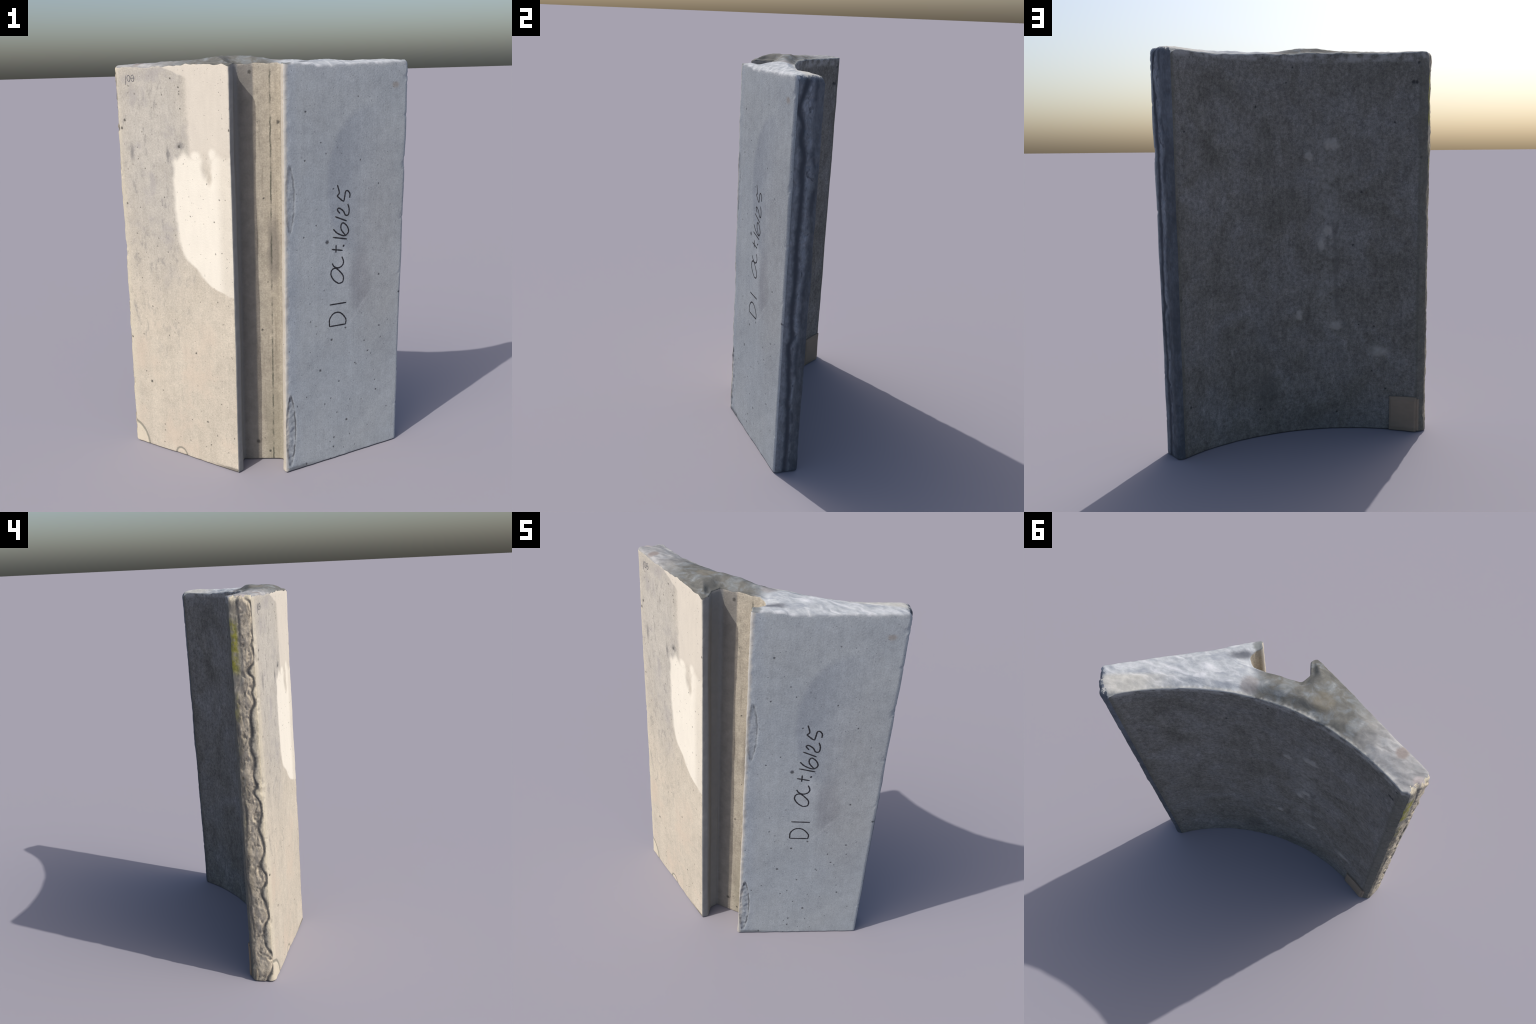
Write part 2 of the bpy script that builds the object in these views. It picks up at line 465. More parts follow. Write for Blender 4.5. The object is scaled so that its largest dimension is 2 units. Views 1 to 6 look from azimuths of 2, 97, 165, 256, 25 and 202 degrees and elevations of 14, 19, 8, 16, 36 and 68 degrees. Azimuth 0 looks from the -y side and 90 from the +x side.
    def ellipse(self, vec, cx, cz, rx, rz, soft):
        n = self.nt.nodes.new('ShaderNodeMapping'); n.vector_type = 'TEXTURE'
        self.put(n.inputs[0], vec)
        n.inputs['Location'].default_value = (cx, 0, cz)
        n.inputs['Scale'].default_value = (rx, 1e6, rz)
        ln = self.nt.nodes.new('ShaderNodeVectorMath'); ln.operation = 'LENGTH'
        self.put(ln.inputs[0], n.outputs[0])
        return self.step(1 + soft, 1 - soft, ln.outputs['Value'])

    def mix(self, f, a, b, mode='MIX'):
        n = self.nt.nodes.new('ShaderNodeMix'); n.data_type = 'RGBA'; n.blend_type = mode
        self.put(n.inputs[0], f)
        for s, v in ((n.inputs[6], a), (n.inputs[7], b)):
            self.put(s, v)
        return n.outputs[2]

    def gain(self, col, f, lo, hi):
        """multiply a colour by a grey that runs from lo to hi with f"""
        n = self.nt.nodes.new('ShaderNodeMapRange'); n.clamp = True
        self.put(n.inputs[0], f)
        n.inputs[1].default_value = .25; n.inputs[2].default_value = .75
        n.inputs[3].default_value = lo; n.inputs[4].default_value = hi
        v = self.nt.nodes.new('ShaderNodeVectorMath'); v.operation = 'SCALE'
        self.put(v.inputs[0], col[:3] if isinstance(col, tuple) else col); self.put(v.inputs['Scale'], n.outputs[0])
        return v.outputs[0]

    def ramp(self, f, stops):
        n = self.nt.nodes.new('ShaderNodeValToRGB')
        self.put(n.inputs[0], f)
        e = n.color_ramp.elements
        while len(e) < len(stops):
            e.new(.5)
        for k, (p, c) in zip(e, stops):
            k.position = p; k.color = c
        return n.outputs[0]

    def finish(self, col, height=None, strength=.4, distance=.004, rough=.85):
        self.put(self.bsdf.inputs['Base Color'], col)
        self.bsdf.inputs['Roughness'].default_value = rough
        self.bsdf.inputs['Specular IOR Level'].default_value = .25
        if height is not None:
            b = self.nt.nodes.new('ShaderNodeBump')
            b.inputs['Strength'].default_value = strength
            b.inputs['Distance'].default_value = distance
            self.put(b.inputs['Height'], height)
            self.put(self.bsdf.inputs['Normal'], b.outputs[0])
        return self.mat

# ------------------------------------------------------------------ materials
DARK = (.060, .058, .056, 1)

def upright(g):
    """x and y with the lean of the block taken out"""
    return g.sub(g.x, g.mul(g.z, LEAN[0])), g.sub(g.y, g.mul(g.z, LEAN[1]))

def grain(g, col, fine=.10, mid=.07, big=.06, streak=.03):
    col = g.gain(col, g.noise(2.6, 3, .6), 1 - big * 1.4, 1 + big * 1.4)
    col = g.gain(col, g.noise(22, 6, .7), 1 - mid * 1.35, 1 + mid * 1.3)
    col = g.gain(col, g.noise(135, 3, .65), 1 - fine * 1.6, 1 + fine * 1.5)
    if streak:
        col = g.gain(col, g.noise(1, 4, .6, vec=g.stretch(48, 48, 2.2)), 1 - streak, 1 + streak)
    return col

def concrete_left():
    g = Graph('painted_sun_concrete')
    warm = g.mix(g.noise(4, 3), (.500, .446, .360, 1), (.470, .428, .355, 1))
    grey = g.ellipse(g.warped(.10, 5), -.50, 1.62, .21, .62, .55)
    col = g.mix(g.mul(grey, .85), warm, (.395, .375, .335, 1))
    # patch of sunlight painted into the panel colour, with a crisp ragged outline
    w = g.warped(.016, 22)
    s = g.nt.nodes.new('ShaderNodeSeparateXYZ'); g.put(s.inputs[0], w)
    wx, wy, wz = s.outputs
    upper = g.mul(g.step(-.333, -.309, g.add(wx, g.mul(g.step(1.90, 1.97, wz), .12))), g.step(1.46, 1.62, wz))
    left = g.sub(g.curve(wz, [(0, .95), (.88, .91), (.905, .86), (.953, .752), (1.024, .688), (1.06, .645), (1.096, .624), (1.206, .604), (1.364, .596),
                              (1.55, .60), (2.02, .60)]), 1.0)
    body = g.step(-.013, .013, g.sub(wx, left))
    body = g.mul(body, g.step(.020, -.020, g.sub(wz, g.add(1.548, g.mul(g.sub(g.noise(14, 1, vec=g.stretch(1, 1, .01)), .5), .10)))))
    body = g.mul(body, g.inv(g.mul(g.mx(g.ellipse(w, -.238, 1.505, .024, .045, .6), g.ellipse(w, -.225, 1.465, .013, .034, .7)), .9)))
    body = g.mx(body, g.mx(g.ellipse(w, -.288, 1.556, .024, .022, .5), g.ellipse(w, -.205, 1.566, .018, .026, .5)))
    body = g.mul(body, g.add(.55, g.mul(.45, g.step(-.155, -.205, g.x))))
    col = grain(g, col, .10, .085, .055, .05)
    worn = g.mul(g.step(.52, .72, g.noise(1, 6, .72, vec=g.stretch(30, 30, 15))), g.mul(g.mul(g.step(-.16, -.48, g.x), g.step(.05, 1.0, g.z)), .80))
    col = g.mix(worn, col, (.235, .225, .21, 1))
    lilac = g.mul(g.step(.50, .68, g.noise(9, 5, .65)), g.mul(grey, .55))
    col = g.mix(lilac, col, (.315, .298, .29, 1))
    rosy = g.mul(g.step(.50, .70, g.noise(5.5, 4)), g.mul(g.step(1.0, .5, g.z), .5))
    col = g.mix(rosy, col, (.50, .415, .33, 1))
    edgew = g.mul(g.step(-.66, -.685, g.add(g.x, g.mul(g.sub(g.noise(14, 4), .5), .05))), .45)
    col = g.mix(edgew, col, (.55, .50, .39, 1))
    sun_patch_grain = g.noise(1, 5, .65, vec=g.stretch(40, 40, 9))
    col = g.mix(g.mul(upper, .85), col, g.gain((.575, .530, .455, 1), sun_patch_grain, .95, 1.05))
    col = g.mix(g.mul(body, .93), col, g.gain((.705, .665, .575, 1), sun_patch_grain, .97, 1.03))
    # scuffs, pits
    sc = g.mx(g.ellipse(g.warped(.02, 40), -.428, 1.556, .007, .034, .8), g.ellipse(g.warped(.02, 40), -.620, 1.565, .010, .036, .9))
    sc = g.mx(sc, g.ellipse(g.warped(.03, 60), -.360, 1.603, .016, .014, .8))
    col = g.mix(g.mul(sc, .75), col, (.17, .165, .16, 1))
    speck = g.specks(34, .0052, .60, .8)
    tiny = g.specks(85, .0027, .40)
    pit = g.pits(PITS_LEFT)
    dark = g.mx(g.mul(g.mx(speck, tiny), .72), g.mul(pit, .96))
    # cracked foot corner and dirt line
    q = g.warped(.006, 60)
    s2 = g.nt.nodes.new('ShaderNodeSeparateXYZ'); g.put(s2.inputs[0], q)
    def ring(cx, cz, rx, rz, wd):
        a = g.m('POWER', g.m('DIVIDE', g.sub(s2.outputs[0], cx), rx), 2.0)
        b = g.m('POWER', g.m('DIVIDE', g.sub(s2.outputs[2], cz), rz), 2.0)
        r = g.m('SQRT', g.add(a, b))
        return g.step(wd, wd * .3, g.mul(g.m('ABSOLUTE', g.sub(r, 1.0)), rx)), g.step(1.0, .9, r)
    r1, i1 = ring(-.716, -.01, .088, .125, .0085)
    r2, i2 = ring(-.440, 0, .030, .036, .0065)
    col = g.mix(g.mul(i1, .6), col, (.56, .50, .39, 1))
    foot = g.mul(g.step(.014, .004, g.sub(g.z, g.mul(g.noise(18, 3), .016))), g.step(-.30, -.16, g.x))
    col = g.mix(g.mul(g.mx(r1, r2), .8), col, (.195, .190, .155, 1))
    dark = g.mx(dark, g.mul(foot, .7))
    col = g.mix(dark, col, (.085, .08, .07, 1))
    edge = g.mul(g.step(1.945, 1.966, g.z), g.step(.35, .62, g.noise(32, 4)))
    col = g.mix(g.mul(edge, .35), col, (.62, .57, .48, 1))
    h = g.sub(g.noise(150, 4), g.mul(dark, 1.2))
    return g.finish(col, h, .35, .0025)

def concrete_right():
    g = Graph('blue_grey_concrete')
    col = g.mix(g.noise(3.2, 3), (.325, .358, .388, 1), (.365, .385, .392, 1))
    w = g.warped(.05, 9)
    # old water mark: crisp on its left arc, fading toward the right
    w2 = g.warped(.022, 12)
    arc_ = g.mul(g.ellipse(w2, .520, 1.40, .205, .36, .07), g.step(.66, .36, g.x))
    col = g.mix(g.mul(arc_, .70), col, (.258, .284, .318, 1))
    col = g.mix(g.mul(g.ellipse(w, .480, .93, .050, .15, .45), .85), col, (.245, .258, .280, 1))
    col = g.mix(g.mul(g.step(.20, .13, g.x), .35), col, (.285, .325, .380, 1))
    dg = g.m('ABSOLUTE', g.sub(g.sub(g.x, .41), g.mul(g.sub(g.z, .69), .75)))
    col = g.mix(g.mul(g.mul(g.step(.016, .004, dg), g.band(.70, .88, .03, g.z)), .45), col, (.43, .45, .47, 1))
    col = g.mix(g.mul(g.ellipse(w, .395, 1.0, .035, .10, .6), .5), col, (.40, .42, .44, 1))
    col = g.mix(g.mul(g.ellipse(w, .58, 1.05, .12, .5, .7), .45), col, (.350, .352, .345, 1))
    col = grain(g, col, .095, .08, .055, .05)
    smut = g.mul(g.step(.56, .76, g.noise(30, 6, .7)), .45)
    col = g.mix(smut, col, (.20, .21, .225, 1))
    col = g.mix(g.mul(g.ellipse(g.warped(.02, 40), .651, 1.851, .016, .014, .6), .6), col, (.27, .235, .20, 1))
    lower = g.step(1.1, .5, g.z)
    speck = g.mul(g.specks(30, .0056, .55, .8), g.add(.42, g.mul(lower, .58)))
    tiny = g.mul(g.specks(75, .0029, .38), .8)
    pit = g.pits(PITS_RIGHT)
    dark = g.mx(g.mul(g.mx(speck, tiny), .75), g.mul(pit, .96))
    # flake scars along the groove arris: pale core, dark rim
    ux, uy = upright(g)
    q = g.add(g.sub(ux, .128), g.mul(g.sub(g.noise(40, 3), .5), .010))
    def scar(zc, zh, wd):
        k = g.m('DIVIDE', g.sub(g.z, zc), zh)
        half = g.mul(g.mx(g.inv(g.mul(k, k)), 0.0), wd)
        return g.sub(half, g.m('ABSOLUTE', q))
    for zc, zh, wd, amt in ((.215, .205, .026, 1.0), (1.36, .17, .022, .7)):
        d = scar(zc, zh, wd)
        col = g.mix(g.mul(g.step(.002, .007, d), .6 * amt), col, g.gain((.31, .33, .345, 1), g.noise(55, 5, .75), .35, 1.5))
        half = g.add(d, g.m('ABSOLUTE', q))
        rim = g.mul(g.mul(g.step(-.003, .0005, d), g.step(.009, .003, d)), g.step(.001, .007, half))
        dark = g.mx(dark, g.mul(g.mul(rim, g.step(.25, .55, g.noise(26, 4))), .85 * amt))
    foot = g.mul(g.step(.016, .004, g.sub(g.z, g.mul(g.noise(18, 3), .016))), g.step(.32, .16, g.x))
    dark = g.mx(dark, g.mul(foot, .6))
    col = g.mix(dark, col, (.075, .078, .085, 1))
    lip = g.step(.124, .108, g.add(ux, g.mul(g.sub(g.noise(30, 3), .5), .02)))
    col = g.mix(g.mul(lip, .7), col, (.47, .44, .385, 1))
    edge = g.mul(g.step(1.928, 1.948, g.z), g.step(.42, .60, g.noise(30, 4)))
    col = g.mix(g.mul(edge, .45), col, (.47, .48, .48, 1))
    h = g.sub(g.noise(150, 4), g.mul(dark, 1.2))
    return g.finish(col, h, .35, .0025)

def concrete_groove():
    g = Graph('groove_concrete_baked_shadow')
    ux, uy = upright(g)
    col = g.mix(g.noise(6, 4), (.430, .380, .305, 1), (.370, .338, .272, 1))
    runs = g.step(.50, .72, g.noise(1, 5, .65, vec=g.stretch(46, 46, 3.2)))
    col = g.mix(g.mul(runs, .55), col, (.215, .190, .150, 1))
    col = grain(g, col, .13, .16, .09, .05)
    painted_shadow = g.step(-.030, -.042, g.add(ux, g.mul(g.sub(g.noise(8, 3, vec=g.stretch(1, 1, .5)), .5), .012)))  # rib's cast shadow darkened into the groove floor colour
    col = g.mix(g.mul(painted_shadow, .88), col, g.gain((.170, .163, .152, 1), g.noise(20, 5, .7), .75, 1.25))
    col = g.mix(g.mul(g.ellipse(g.warped(.03, 20), .065, 1.10, .030, .16, .5), .6), col, (.17, .155, .14, 1))
    col = g.mix(g.mul(g.step(.62, .1, g.z), g.mul(g.step(-.01, .02, ux), .4)), col, (.215, .205, .150, 1))
    jag = g.mul(g.sub(g.noise(1, 4, .65, vec=g.stretch(20, 20, 40)), .5), .010)
    d = g.m('ABSOLUTE', g.sub(g.add(ux, jag), .041))
    seam = g.mul(g.step(.0060, .0010, d), g.step(.36, .60, g.noise(1, 4, .65, vec=g.stretch(6, 6, 11))))
    col = g.mix(g.mul(seam, .85), col, (.075, .078, .060, 1))
    # the left cheek is tinted grey-blue for its shade, the right lip is pale
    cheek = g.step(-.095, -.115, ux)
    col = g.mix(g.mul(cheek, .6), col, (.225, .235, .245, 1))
    lip = g.mul(g.step(.084, .092, ux), g.step(-.196, -.206, uy))
    col = g.mix(g.mul(lip, .8), col, (.50, .46, .395, 1))
    dark = g.mx(g.mul(g.specks(30, .0048, .22), .7), g.mul(g.specks(70, .0025, .2), .5))
    dark = g.mx(dark, g.pits([(-.03, 1.925, 1.6), (.025, .045, 1.3), (-.035, .10, 2.0), (.0, .70, 1.2), (.095, 1.70, 1.5), (.02, 1.35, .9)]))
    col = g.mix(g.mul(dark, .85), col, (.06, .058, .052, 1))
    edge = g.mul(g.step(1.945, 1.962, g.z), g.step(.36, .60, g.noise(36, 4)))
    col = g.mix(g.mul(edge, .5), col, (.52, .48, .42, 1))
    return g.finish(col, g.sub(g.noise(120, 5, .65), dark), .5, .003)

def concrete_back():
    g = Graph('dark_rough_concrete')
    blot = g.noise(4.2, 6, .68, dist=.6)
    col = g.ramp(blot, [(.30, (.118, .112, .096, 1)), (.47, (.164, .156, .141, 1)), (.60, (.180, .175, .166, 1)), (.78, (.230, .223, .212, 1))])  # greys lowered partway to the shade seen on the back
    col = g.gain(col, g.noise(14, 5, .65), .86, 1.14)
    col = g.gain(col, g.noise(58, 4, .75), .58, 1.42)
    col = g.gain(col, g.noise(170, 2, .6), .78, 1.22)
    col = g.gain(col, g.noise(1, 4, .65, vec=g.stretch(46, 46, 13)), .80, 1.20)
    band = g.mul(g.band(-.225, -.125, .03, g.add(g.x, g.mul(g.sub(g.noise(9, 3), .5), .06))), g.band(.62, 1.55, .1, g.z))
    col = g.mix(g.mul(g.mul(band, g.step(.40, .70, g.noise(26, 5, .7))), .6), col, (.285, .280, .262, 1))
    run = g.mul(g.band(-.232, -.205, .008, g.add(g.x, g.mul(g.sub(g.noise(12, 3), .5), .05))), g.band(.66, 1.15, .06, g.z))
    col = g.mix(g.mul(g.mul(run, g.noise(25, 4)), .75), col, (.085, .082, .075, 1))
    smut = g.mx(g.ellipse(g.warped(.09, 12), .150, .235, .055, .085, .9), g.mul(g.ellipse(g.warped(.10, 10), -.12, .06, .2, .05, .9), .6))
    smut = g.mx(smut, g.mul(g.ellipse(g.warped(.10, 10), .17, .55, .05, .14, .9), .5))
    col = g.mix(g.mul(smut, .55), col, (.085, .083, .075, 1))
    w = g.warped(.062, 26)
    pale = None
    for x, z, rx, rz in PALE_BACK:
        e = g.ellipse(w, x, z, rx, rz, .5)
        pale = e if pale is None else g.mx(pale, e)
    col = g.mix(g.mul(pale, .72), col, g.gain((.330, .318, .290, 1), g.noise(60, 4), .85, 1.1))
    dark = g.mx(g.mul(g.mx(g.specks(26, .0042, .20), g.specks(80, .0022, .2)), .7), g.pits(PITS_BACK, .0050))
    col = g.mix(g.mul(dark, .85), col, (.030, .031, .034, 1))
    arris = g.mx(g.step(.592, .606, g.sub(g.x, g.mul(g.z, LEAN[0]))), g.step(-.604, -.618, g.sub(g.x, g.mul(g.z, LEAN[0]))))
    col = g.mix(g.mul(arris, .6), col, g.gain((.115, .112, .092, 1), g.noise(40, 4, .7), .6, 1.4))
    rim = g.mul(g.step(1.925, 1.950, g.add(g.z, g.mul(g.noise(24, 4), .02))), g.step(.40, .62, g.noise(22, 4)))
    col = g.mix(g.mul(rim, .6), col, (.38, .375, .36, 1))
    h = g.sub(g.add(g.noise(90, 5, .7), g.mul(g.noise(30, 3), .6)), dark)
    return g.finish(col, h, .55, .004, .92)

def concrete_end(name, front, back, pale, mid, deep, moss, ragged, soft):
    g = Graph(name)
    ux, uy = upright(g)
    jit = g.add(g.mul(g.sub(g.noise(60, 4, .65), .5), .014 * ragged), g.mul(g.sub(g.noise(20, 3), .5), .012 * ragged))
    f = g.sub(g.add(uy, jit), g.curve(g.z, front))
    b = g.sub(g.curve(g.z, back), g.add(uy, jit))
    core = g.mul(g.step(0, .004, f), g.step(0, .004, b))
    col = g.mix(g.mul(core, .75), pale, mid)
    fib = g.noise(1, 5, .7, vec=g.stretch(60, 60, 20), dist=1.2)
    col = g.gain(col, fib, .62, 1.32)
    col = g.gain(col, g.noise(34, 5, .7), .80, 1.20)
    wide = g.add(.0080 * soft, g.mul(g.step(.36, .70, g.noise(22, 4)), .0105))
    line = g.step(1.25, .12, g.m('DIVIDE', g.m('ABSOLUTE', f), wide))
    line2 = g.mul(g.step(.0130 * soft, .0010, g.m('ABSOLUTE', b)), g.step(.32, .62, g.noise(1, 3, vec=g.stretch(14, 14, 10))))
    blotch = g.step(.50, .68, g.noise(1, 6, .72, vec=g.stretch(34, 34, 17), dist=.8))
    smudge = g.mul(core, blotch)
    beyond = g.mul(g.step(.0, -.006, b), .55)
    dark = g.mx(g.mx(g.mul(line, .92), g.mul(line2, .8)), g.mx(g.mul(smudge, .75), g.mul(beyond, g.add(.35, g.noise(24, 3)))))
    dirt = g.mul(g.mul(g.step(.160, .196, g.add(uy, jit)), g.step(1.60, 1.45, g.z)), g.step(.30, .60, g.noise(1, 5, .7, vec=g.stretch(30, 30, 12))))
    col = g.mix(g.mul(dirt, .68), col, g.gain(tuple(c * k for c, k in zip(pale[:3], (.40, .39, .36))) + (1,), g.noise(45, 4, .7), .6, 1.3))
    dark = g.mul(dark, g.step(1.962, 1.940, g.z))
    col = g.mix(dark, col, deep)
    if moss:
        m = g.mul(g.step(.172, .188, g.add(uy, jit)), g.mul(g.band(1.63, 1.855, .03, g.add(g.z, g.mul(g.sub(g.noise(20, 3), .5), .06))), g.step(.30, .50, g.noise(16, 4))))
        m2 = g.mul(g.mul(g.step(.185, .200, uy), g.band(.9, 1.62, .1, g.z)), g.mul(g.step(.52, .66, g.noise(12, 4)), .4))
        col = g.mix(g.mul(g.mx(m, m2), .95), col, g.gain((.300, .280, .050, 1), g.noise(50, 4, .7), .6, 1.5))
    return g.finish(col, g.sub(g.noise(70, 5, .7), g.mul(dark, .8)), .6, .004, .9)

def concrete_top():
    g = Graph('rough_cut_concrete')
    w = g.warped(.06, 8)
    streak = g.noise(1, 4, .55, vec=g.stretch(10, 34, 20, w), dist=.8)
    col = g.ramp(streak, [(.32, (.270, .290, .320, 1)), (.50, (.370, .388, .405, 1)), (.66, (.490, .500, .520, 1))])
    darkside = g.step(.155, .03, g.add(g.x, g.mul(g.sub(g.noise(9, 3), .5), .12)))
    dull = g.ramp(g.noise(1, 4, .6, vec=g.stretch(16, 22, 20, w), dist=.6),
                  [(.30, (.092, .094, .088, 1)), (.48, (.130, .128, .117, 1)), (.62, (.165, .178, .182, 1)), (.78, (.300, .300, .290, 1))])
    lightleft = g.mul(g.step(-.33, -.50, g.add(g.x, g.mul(g.sub(g.noise(7, 3), .5), .16))), .72)
    dull = g.mix(lightleft, dull, g.ramp(streak, [(.28, (.21, .21, .215, 1)), (.5, (.33, .33, .335, 1)), (.72, (.46, .45, .44, 1))]))
    col = g.mix(darkside, col, dull)
    cream = g.mul(g.step(.36, .55, g.x), g.step(.02, .05, g.sub(g.y, g.mul(g.sub(g.x, .36), .36))))
    col = g.mix(g.mul(cream, .55), col, (.47, .44, .37, 1))
    flat = g.stretch(1, 1, 0, g.warped(.03, 20))
    def blob(x, y, r, lo=.5):
        return g.step(r, r * lo, g.dist(flat, (x, y, 0)))
    def baked_shade_spot(x, y, rx, ry):
        n = g.nt.nodes.new('ShaderNodeMapping'); n.vector_type = 'TEXTURE'
        g.put(n.inputs[0], flat)
        n.inputs['Location'].default_value = (x, y, 0); n.inputs['Scale'].default_value = (rx, ry, 1)
        n.inputs['Rotation'].default_value = (0, 0, .35)
        ln = g.nt.nodes.new('ShaderNodeVectorMath'); ln.operation = 'LENGTH'; g.put(ln.inputs[0], n.outputs[0])
        return g.step(1.2, .3, ln.outputs['Value'])
    col = g.mix(g.mul(baked_shade_spot(.180, -.125, .062, .026), .85), col, (.088, .094, .112, 1))  # shadow in the hollow, coloured onto the top
    col = g.mix(g.mul(blob(.128, -.196, .034), .7), col, (.105, .115, .110, 1))
    # bright broken rim along the vault edge
    ax = g.sub(g.x, ARC_C + .02); ay = g.sub(g.y, ARC_S + ARC_R + .025)
    rr = g.m('SQRT', g.add(g.mul(ax, ax), g.mul(ay, ay)))
    chalk = g.mul(g.step(.016, .004, g.sub(g.add(rr, g.mul(g.sub(g.noise(40, 4), .5), .02)), ARC_R)), g.step(.34, .55, g.noise(20, 4)))
    col = g.mix(g.mul(chalk, .7), col, (.45, .44, .40, 1))
    col = g.mix(g.mul(blob(-.56, .085, .035), .6), col, (.19, .145, .125, 1))
    col = g.mix(g.mul(blob(.10, .0, .05), .6), col, (.20, .18, .175, 1))
    col = g.mix(g.mul(blob(-.21, -.02, .06), .5), col, (.165, .145, .105, 1))
    col = g.mix(g.mul(blob(-.655, .175, .030), .5), col, (.46, .39, .37, 1))
    rimb = g.noise(40, 4, .65)
    col = g.gain(col, rimb, .88, 1.12)
    h = g.add(g.noise(28, 4, .6), g.mul(g.noise(110, 3), .3))
    return g.finish(col, h, .4, .004, .85)

def plain_concrete():
    g = Graph('foot_concrete')
    return g.finish(grain(g, (.30, .29, .27, 1), streak=0), g.noise(120, 4), .4, .003)

def board():
    g = Graph('brown_card')
    col = g.mix(g.noise(1, 4, .6, vec=g.stretch(14, 14, 70)), (.250, .200, .150, 1), (.210, .170, .128, 1))
    return g.finish(g.gain(col, g.noise(18, 3), .92, 1.08), g.noise(1, 3, vec=g.stretch(20, 20, 120)), .25, .001, .9)

def ink(name, c):
    g = Graph(name)
    return g.finish(g.gain(c, g.noise(120, 3), .6, 1.6), None, rough=.7)

MATERIAL = {
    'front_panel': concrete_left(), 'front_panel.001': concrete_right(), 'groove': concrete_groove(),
    'concrete_back': None, 'concave_back': concrete_back(),
    'end_face': concrete_end('broken_end_concrete', FRONT_SEAM_L, BACK_SEAM_L, (.52, .465, .355, 1), (.53, .455, .345, 1), (.082, .080, .078, 1), True, 1.0, 1.0),
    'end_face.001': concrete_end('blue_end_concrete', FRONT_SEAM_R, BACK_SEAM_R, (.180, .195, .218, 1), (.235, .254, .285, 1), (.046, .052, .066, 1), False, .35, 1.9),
    'top_face': concrete_top(), 'foot_face': plain_concrete()}
for t, ob in PARTS.items():
    ob.data.materials.append(MATERIAL[t])

# ------------------------------------------------------------------ pen strokes, laid on the surface
INK = ink('black_marker', (.022, .022, .026, 1))
PENCIL = ink('grey_pencil', (.10, .10, .11, 1))

def smooth_path(pts, n=7, closed=False):
    p = [np.array(q, float) for q in pts]
    if len(p) == 2:
        return [p[0] + (p[1] - p[0]) * k / 6 for k in range(7)]
    ext = [p[-2] if closed else 2 * p[0] - p[1]] + p + [p[1] if closed else 2 * p[-1] - p[-2]]
    out = []
    for k in range(1, len(ext) - 2):
        a, b, c, d = ext[k - 1:k + 3]
        for i in range(n):
            t = i / n
            out.append(.5 * (2 * b + (c - a) * t + (2 * a - 5 * b + 4 * c - d) * t * t + (3 * b - a - 3 * c + d) * t ** 3))
    return out + [p[-1]]

def stroke_mesh(name, strokes, width):
    """flattened bead of ink following the panel; (x, z) paths are projected on it"""
    vs, fs = [], []
    m = 8
    for st in strokes:
        path = smooth_path(st)
        pts, nor = [], []
        for x, zz in path:
            hit, nn, _, _ = tree.ray_cast(Vector((x, -1.5, zz)), Vector((0, 1, 0)))
            pts.append(np.array(hit)); nor.append(np.array(nn))
        pts, nor = np.array(pts), np.array(nor)
        tg = np.gradient(pts, axis=0)
        tg /= np.linalg.norm(tg, axis=1)[:, None] + 1e-9
        base = len(vs)
        for k in range(len(pts)):
            side = np.cross(tg[k], nor[k]); side /= np.linalg.norm(side)
            e = min(k, len(pts) - 1 - k)
            wd = width * (.72 if e == 0 else .92 if e == 1 else 1.0) * (1 + .12 * math.sin(k * 1.7 + base))
            for j in range(m):
                a = 2 * math.pi * j / m
                vs.append(tuple(pts[k] + side * wd * .5 * math.cos(a) + nor[k] * .0008 * math.sin(a)))
        for k in range(len(pts) - 1):
            for j in range(m):
                j2 = (j + 1) % m
                fs.append((base + k * m + j, base + k * m + j2, base + (k + 1) * m + j2, base + (k + 1) * m + j))
        fs.append(tuple(base + j for j in reversed(range(m))))
        fs.append(tuple(base + (len(pts) - 1) * m + j for j in range(m)))
    me = bpy.data.meshes.new(name)
    me.from_pydata(vs, [], fs)
    me.polygons.foreach_set('use_smooth', [True] * len(me.polygons))
    return me

def write(name, strokes, parent, mat, width):
    me = stroke_mesh(name, strokes, width)
    me.materials.append(mat)
    ob = bpy.data.objects.new(name, me)
    bpy.context.collection.objects.link(ob)
    ob.parent = parent
    return ob

R = PARTS['front_panel.001']
SIGNS = [
    ('handwritten_letter', [[(.326, .716), (.407, .712)], [(.326, .716), (.327, .753), (.346, .778), (.372, .780), (.392, .765), (.409, .737), (.407, .712)]]),
    ('handwritten_digit', [[(.327, .826), (.410, .823)]]),
    ('handwritten_letter', [[(.372, .926), (.349, .946), (.334, .975), (.338, .999), (.357, 1.005), (.380, .983), (.395, .958), (.392, .932), (.372, .926)]]),
    ('handwritten_letter', [[(.340, 1.032), (.349, 1.015), (.369, 1.005), (.389, 1.013), (.396, 1.032), (.388, 1.058)]]),
    ('handwritten_letter', [[(.338, 1.101), (.391, 1.088)], [(.359, 1.120), (.358, 1.082)]]),
    ('handwritten_dot', [[(.393, 1.112), (.399, 1.108)]]),
    ('handwritten_digit', [[(.343, 1.159), (.412, 1.141)]]),
    ('handwritten_digit', [[(.345, 1.198), (.366, 1.175), (.400, 1.159), (.420, 1.175), (.414, 1.202), (.394, 1.222), (.383, 1.212), (.385, 1.189), (.403, 1.163)]]),
    ('handwritten_slash', [[(.354, 1.257), (.411, 1.229)]]),
    ('handwritten_digit', [[(.377, 1.270), (.365, 1.288), (.374, 1.295), (.394, 1.279), (.405, 1.258), (.419, 1.259), (.423, 1.284), (.416, 1.311)]]),
    ('handwritten_digit', [[(.365, 1.406), (.374, 1.369), (.363, 1.354)], [(.363, 1.354), (.393, 1.327), (.400, 1.344), (.405, 1.371), (.416, 1.373), (.426, 1.358), (.425, 1.339)]])]
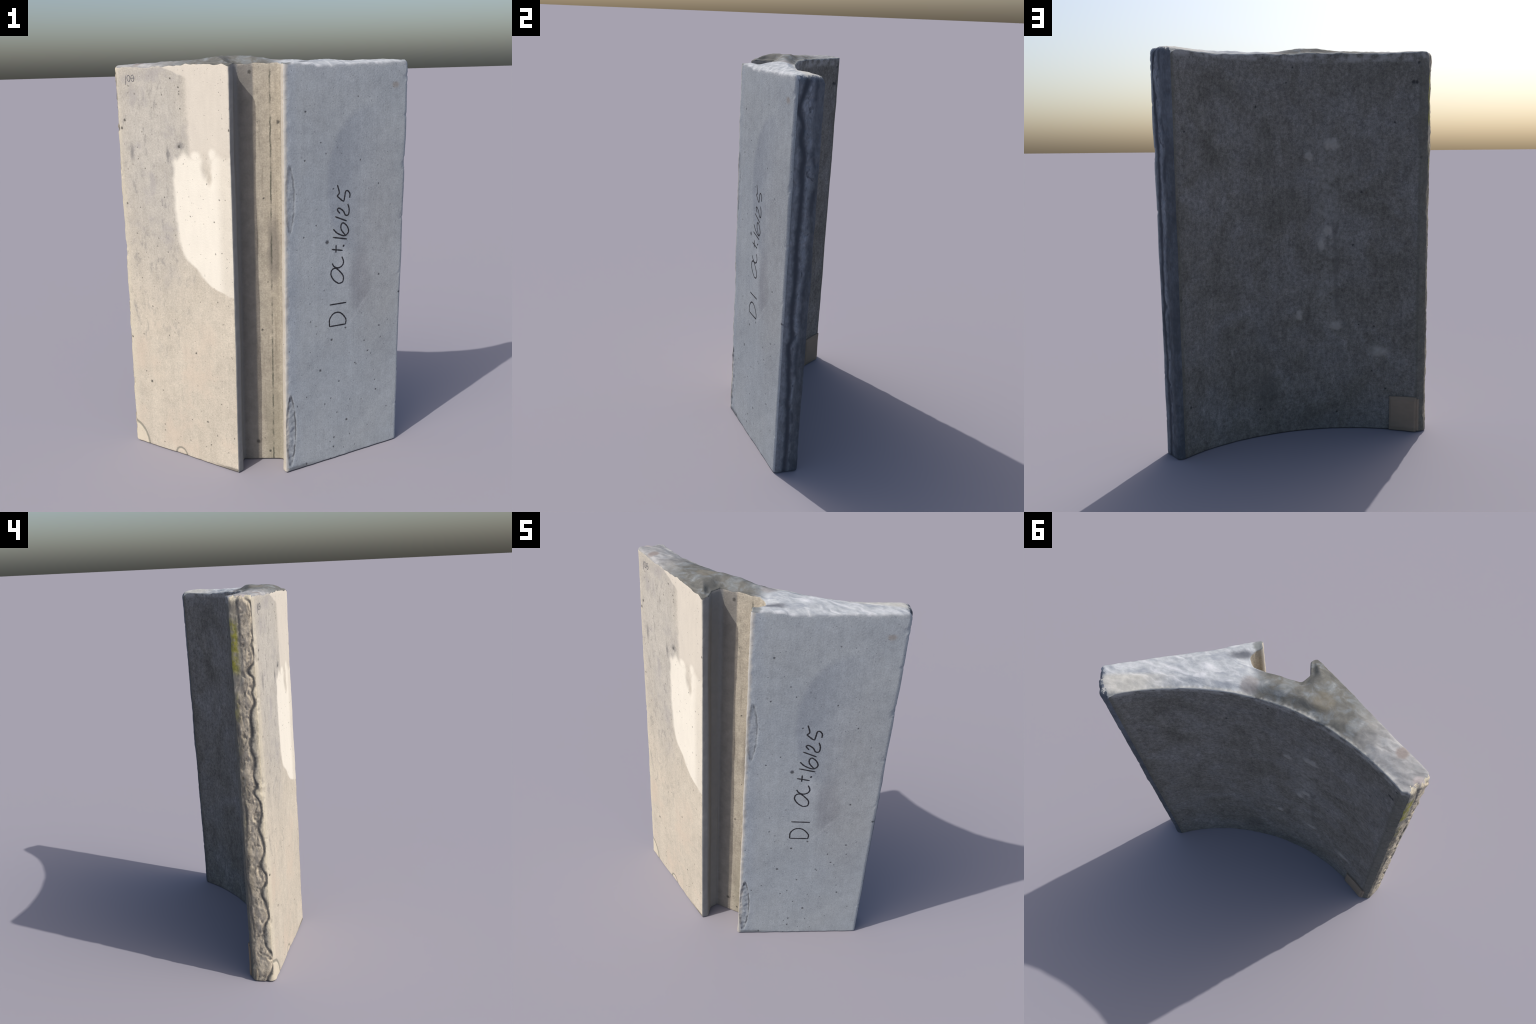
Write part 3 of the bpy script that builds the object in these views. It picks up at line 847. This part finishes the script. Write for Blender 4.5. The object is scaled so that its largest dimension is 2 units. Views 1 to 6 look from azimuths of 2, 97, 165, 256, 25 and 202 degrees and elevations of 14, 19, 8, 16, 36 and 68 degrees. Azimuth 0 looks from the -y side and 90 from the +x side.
for nm, st in SIGNS:
    write(nm, st, R, INK, .0072 if nm != 'handwritten_dot' else .011)
L = PARTS['front_panel']
for nm, st in [('handwritten_digit', [[(-.630, 1.925), (-.632, 1.882)]]),
               ('handwritten_digit', [[(-.622, 1.921), (-.614, 1.926), (-.607, 1.915), (-.610, 1.899), (-.619, 1.900), (-.623, 1.912), (-.622, 1.921)]]),
               ('handwritten_digit', [[(-.600, 1.922), (-.592, 1.927), (-.586, 1.915), (-.588, 1.900), (-.598, 1.899), (-.602, 1.911), (-.600, 1.922)], [(-.600, 1.912), (-.587, 1.913)]])]:
    write(nm, st, L, PENCIL, .0035)

# ------------------------------------------------------------------ square pad fixed to the back
def card(name, x0_, x1_, z0, z1, thick, parent):
    nx, nz = 14, 10
    vs, fs = [], []
    for lay in (0, 1):
        for k in range(nz + 1):
            for i in range(nx + 1):
                zz = z0 + (z1 - z0) * k / nz + .004 * (i / nx) * (k / nz)
                x = x0_ + (x1_ - x0_) * i / nx
                hit, nn, _, _ = tree.ray_cast(Vector((x, 1.5, zz)), Vector((0, -1, 0)))
                e = .7 if (i in (0, nx) or k in (0, nz)) else 1.0
                p = np.array(hit) + np.array(nn) * (thick * e if lay else -.002)
                vs.append(tuple(p))
    row = nx + 1; lay = row * (nz + 1)
    for k in range(nz):
        for i in range(nx):
            a = k * row + i
            fs.append((a, a + row, a + row + 1, a + 1))
            fs.append((lay + a, lay + a + 1, lay + a + row + 1, lay + a + row))
    rim = [i for i in range(nx)] + [k * row + nx for k in range(nz)] + [nz * row + i for i in range(nx, 0, -1)] + [k * row for k in range(nz, 0, -1)]
    for a, b in zip(rim, rim[1:] + rim[:1]):
        fs.append((a, b, lay + b, lay + a))
    me = bpy.data.meshes.new(name)
    me.from_pydata(vs, [], fs)
    me.update()
    import bmesh
    bm = bmesh.new(); bm.from_mesh(me); bmesh.ops.recalc_face_normals(bm, faces=bm.faces); bm.to_mesh(me); bm.free()
    ob = bpy.data.objects.new(name, me)
    bpy.context.collection.objects.link(ob)
    ob.parent = parent
    return ob

BROWN = board()
B = PARTS['concave_back']
tag = card('square_pad', -.495, -.618, .004, .188, .0130, B)
tag.data.materials.append(BROWN)
under = card('pad_backing', -.600, -.629, .008, .178, .0055, B)
under.data.materials.append(BROWN)
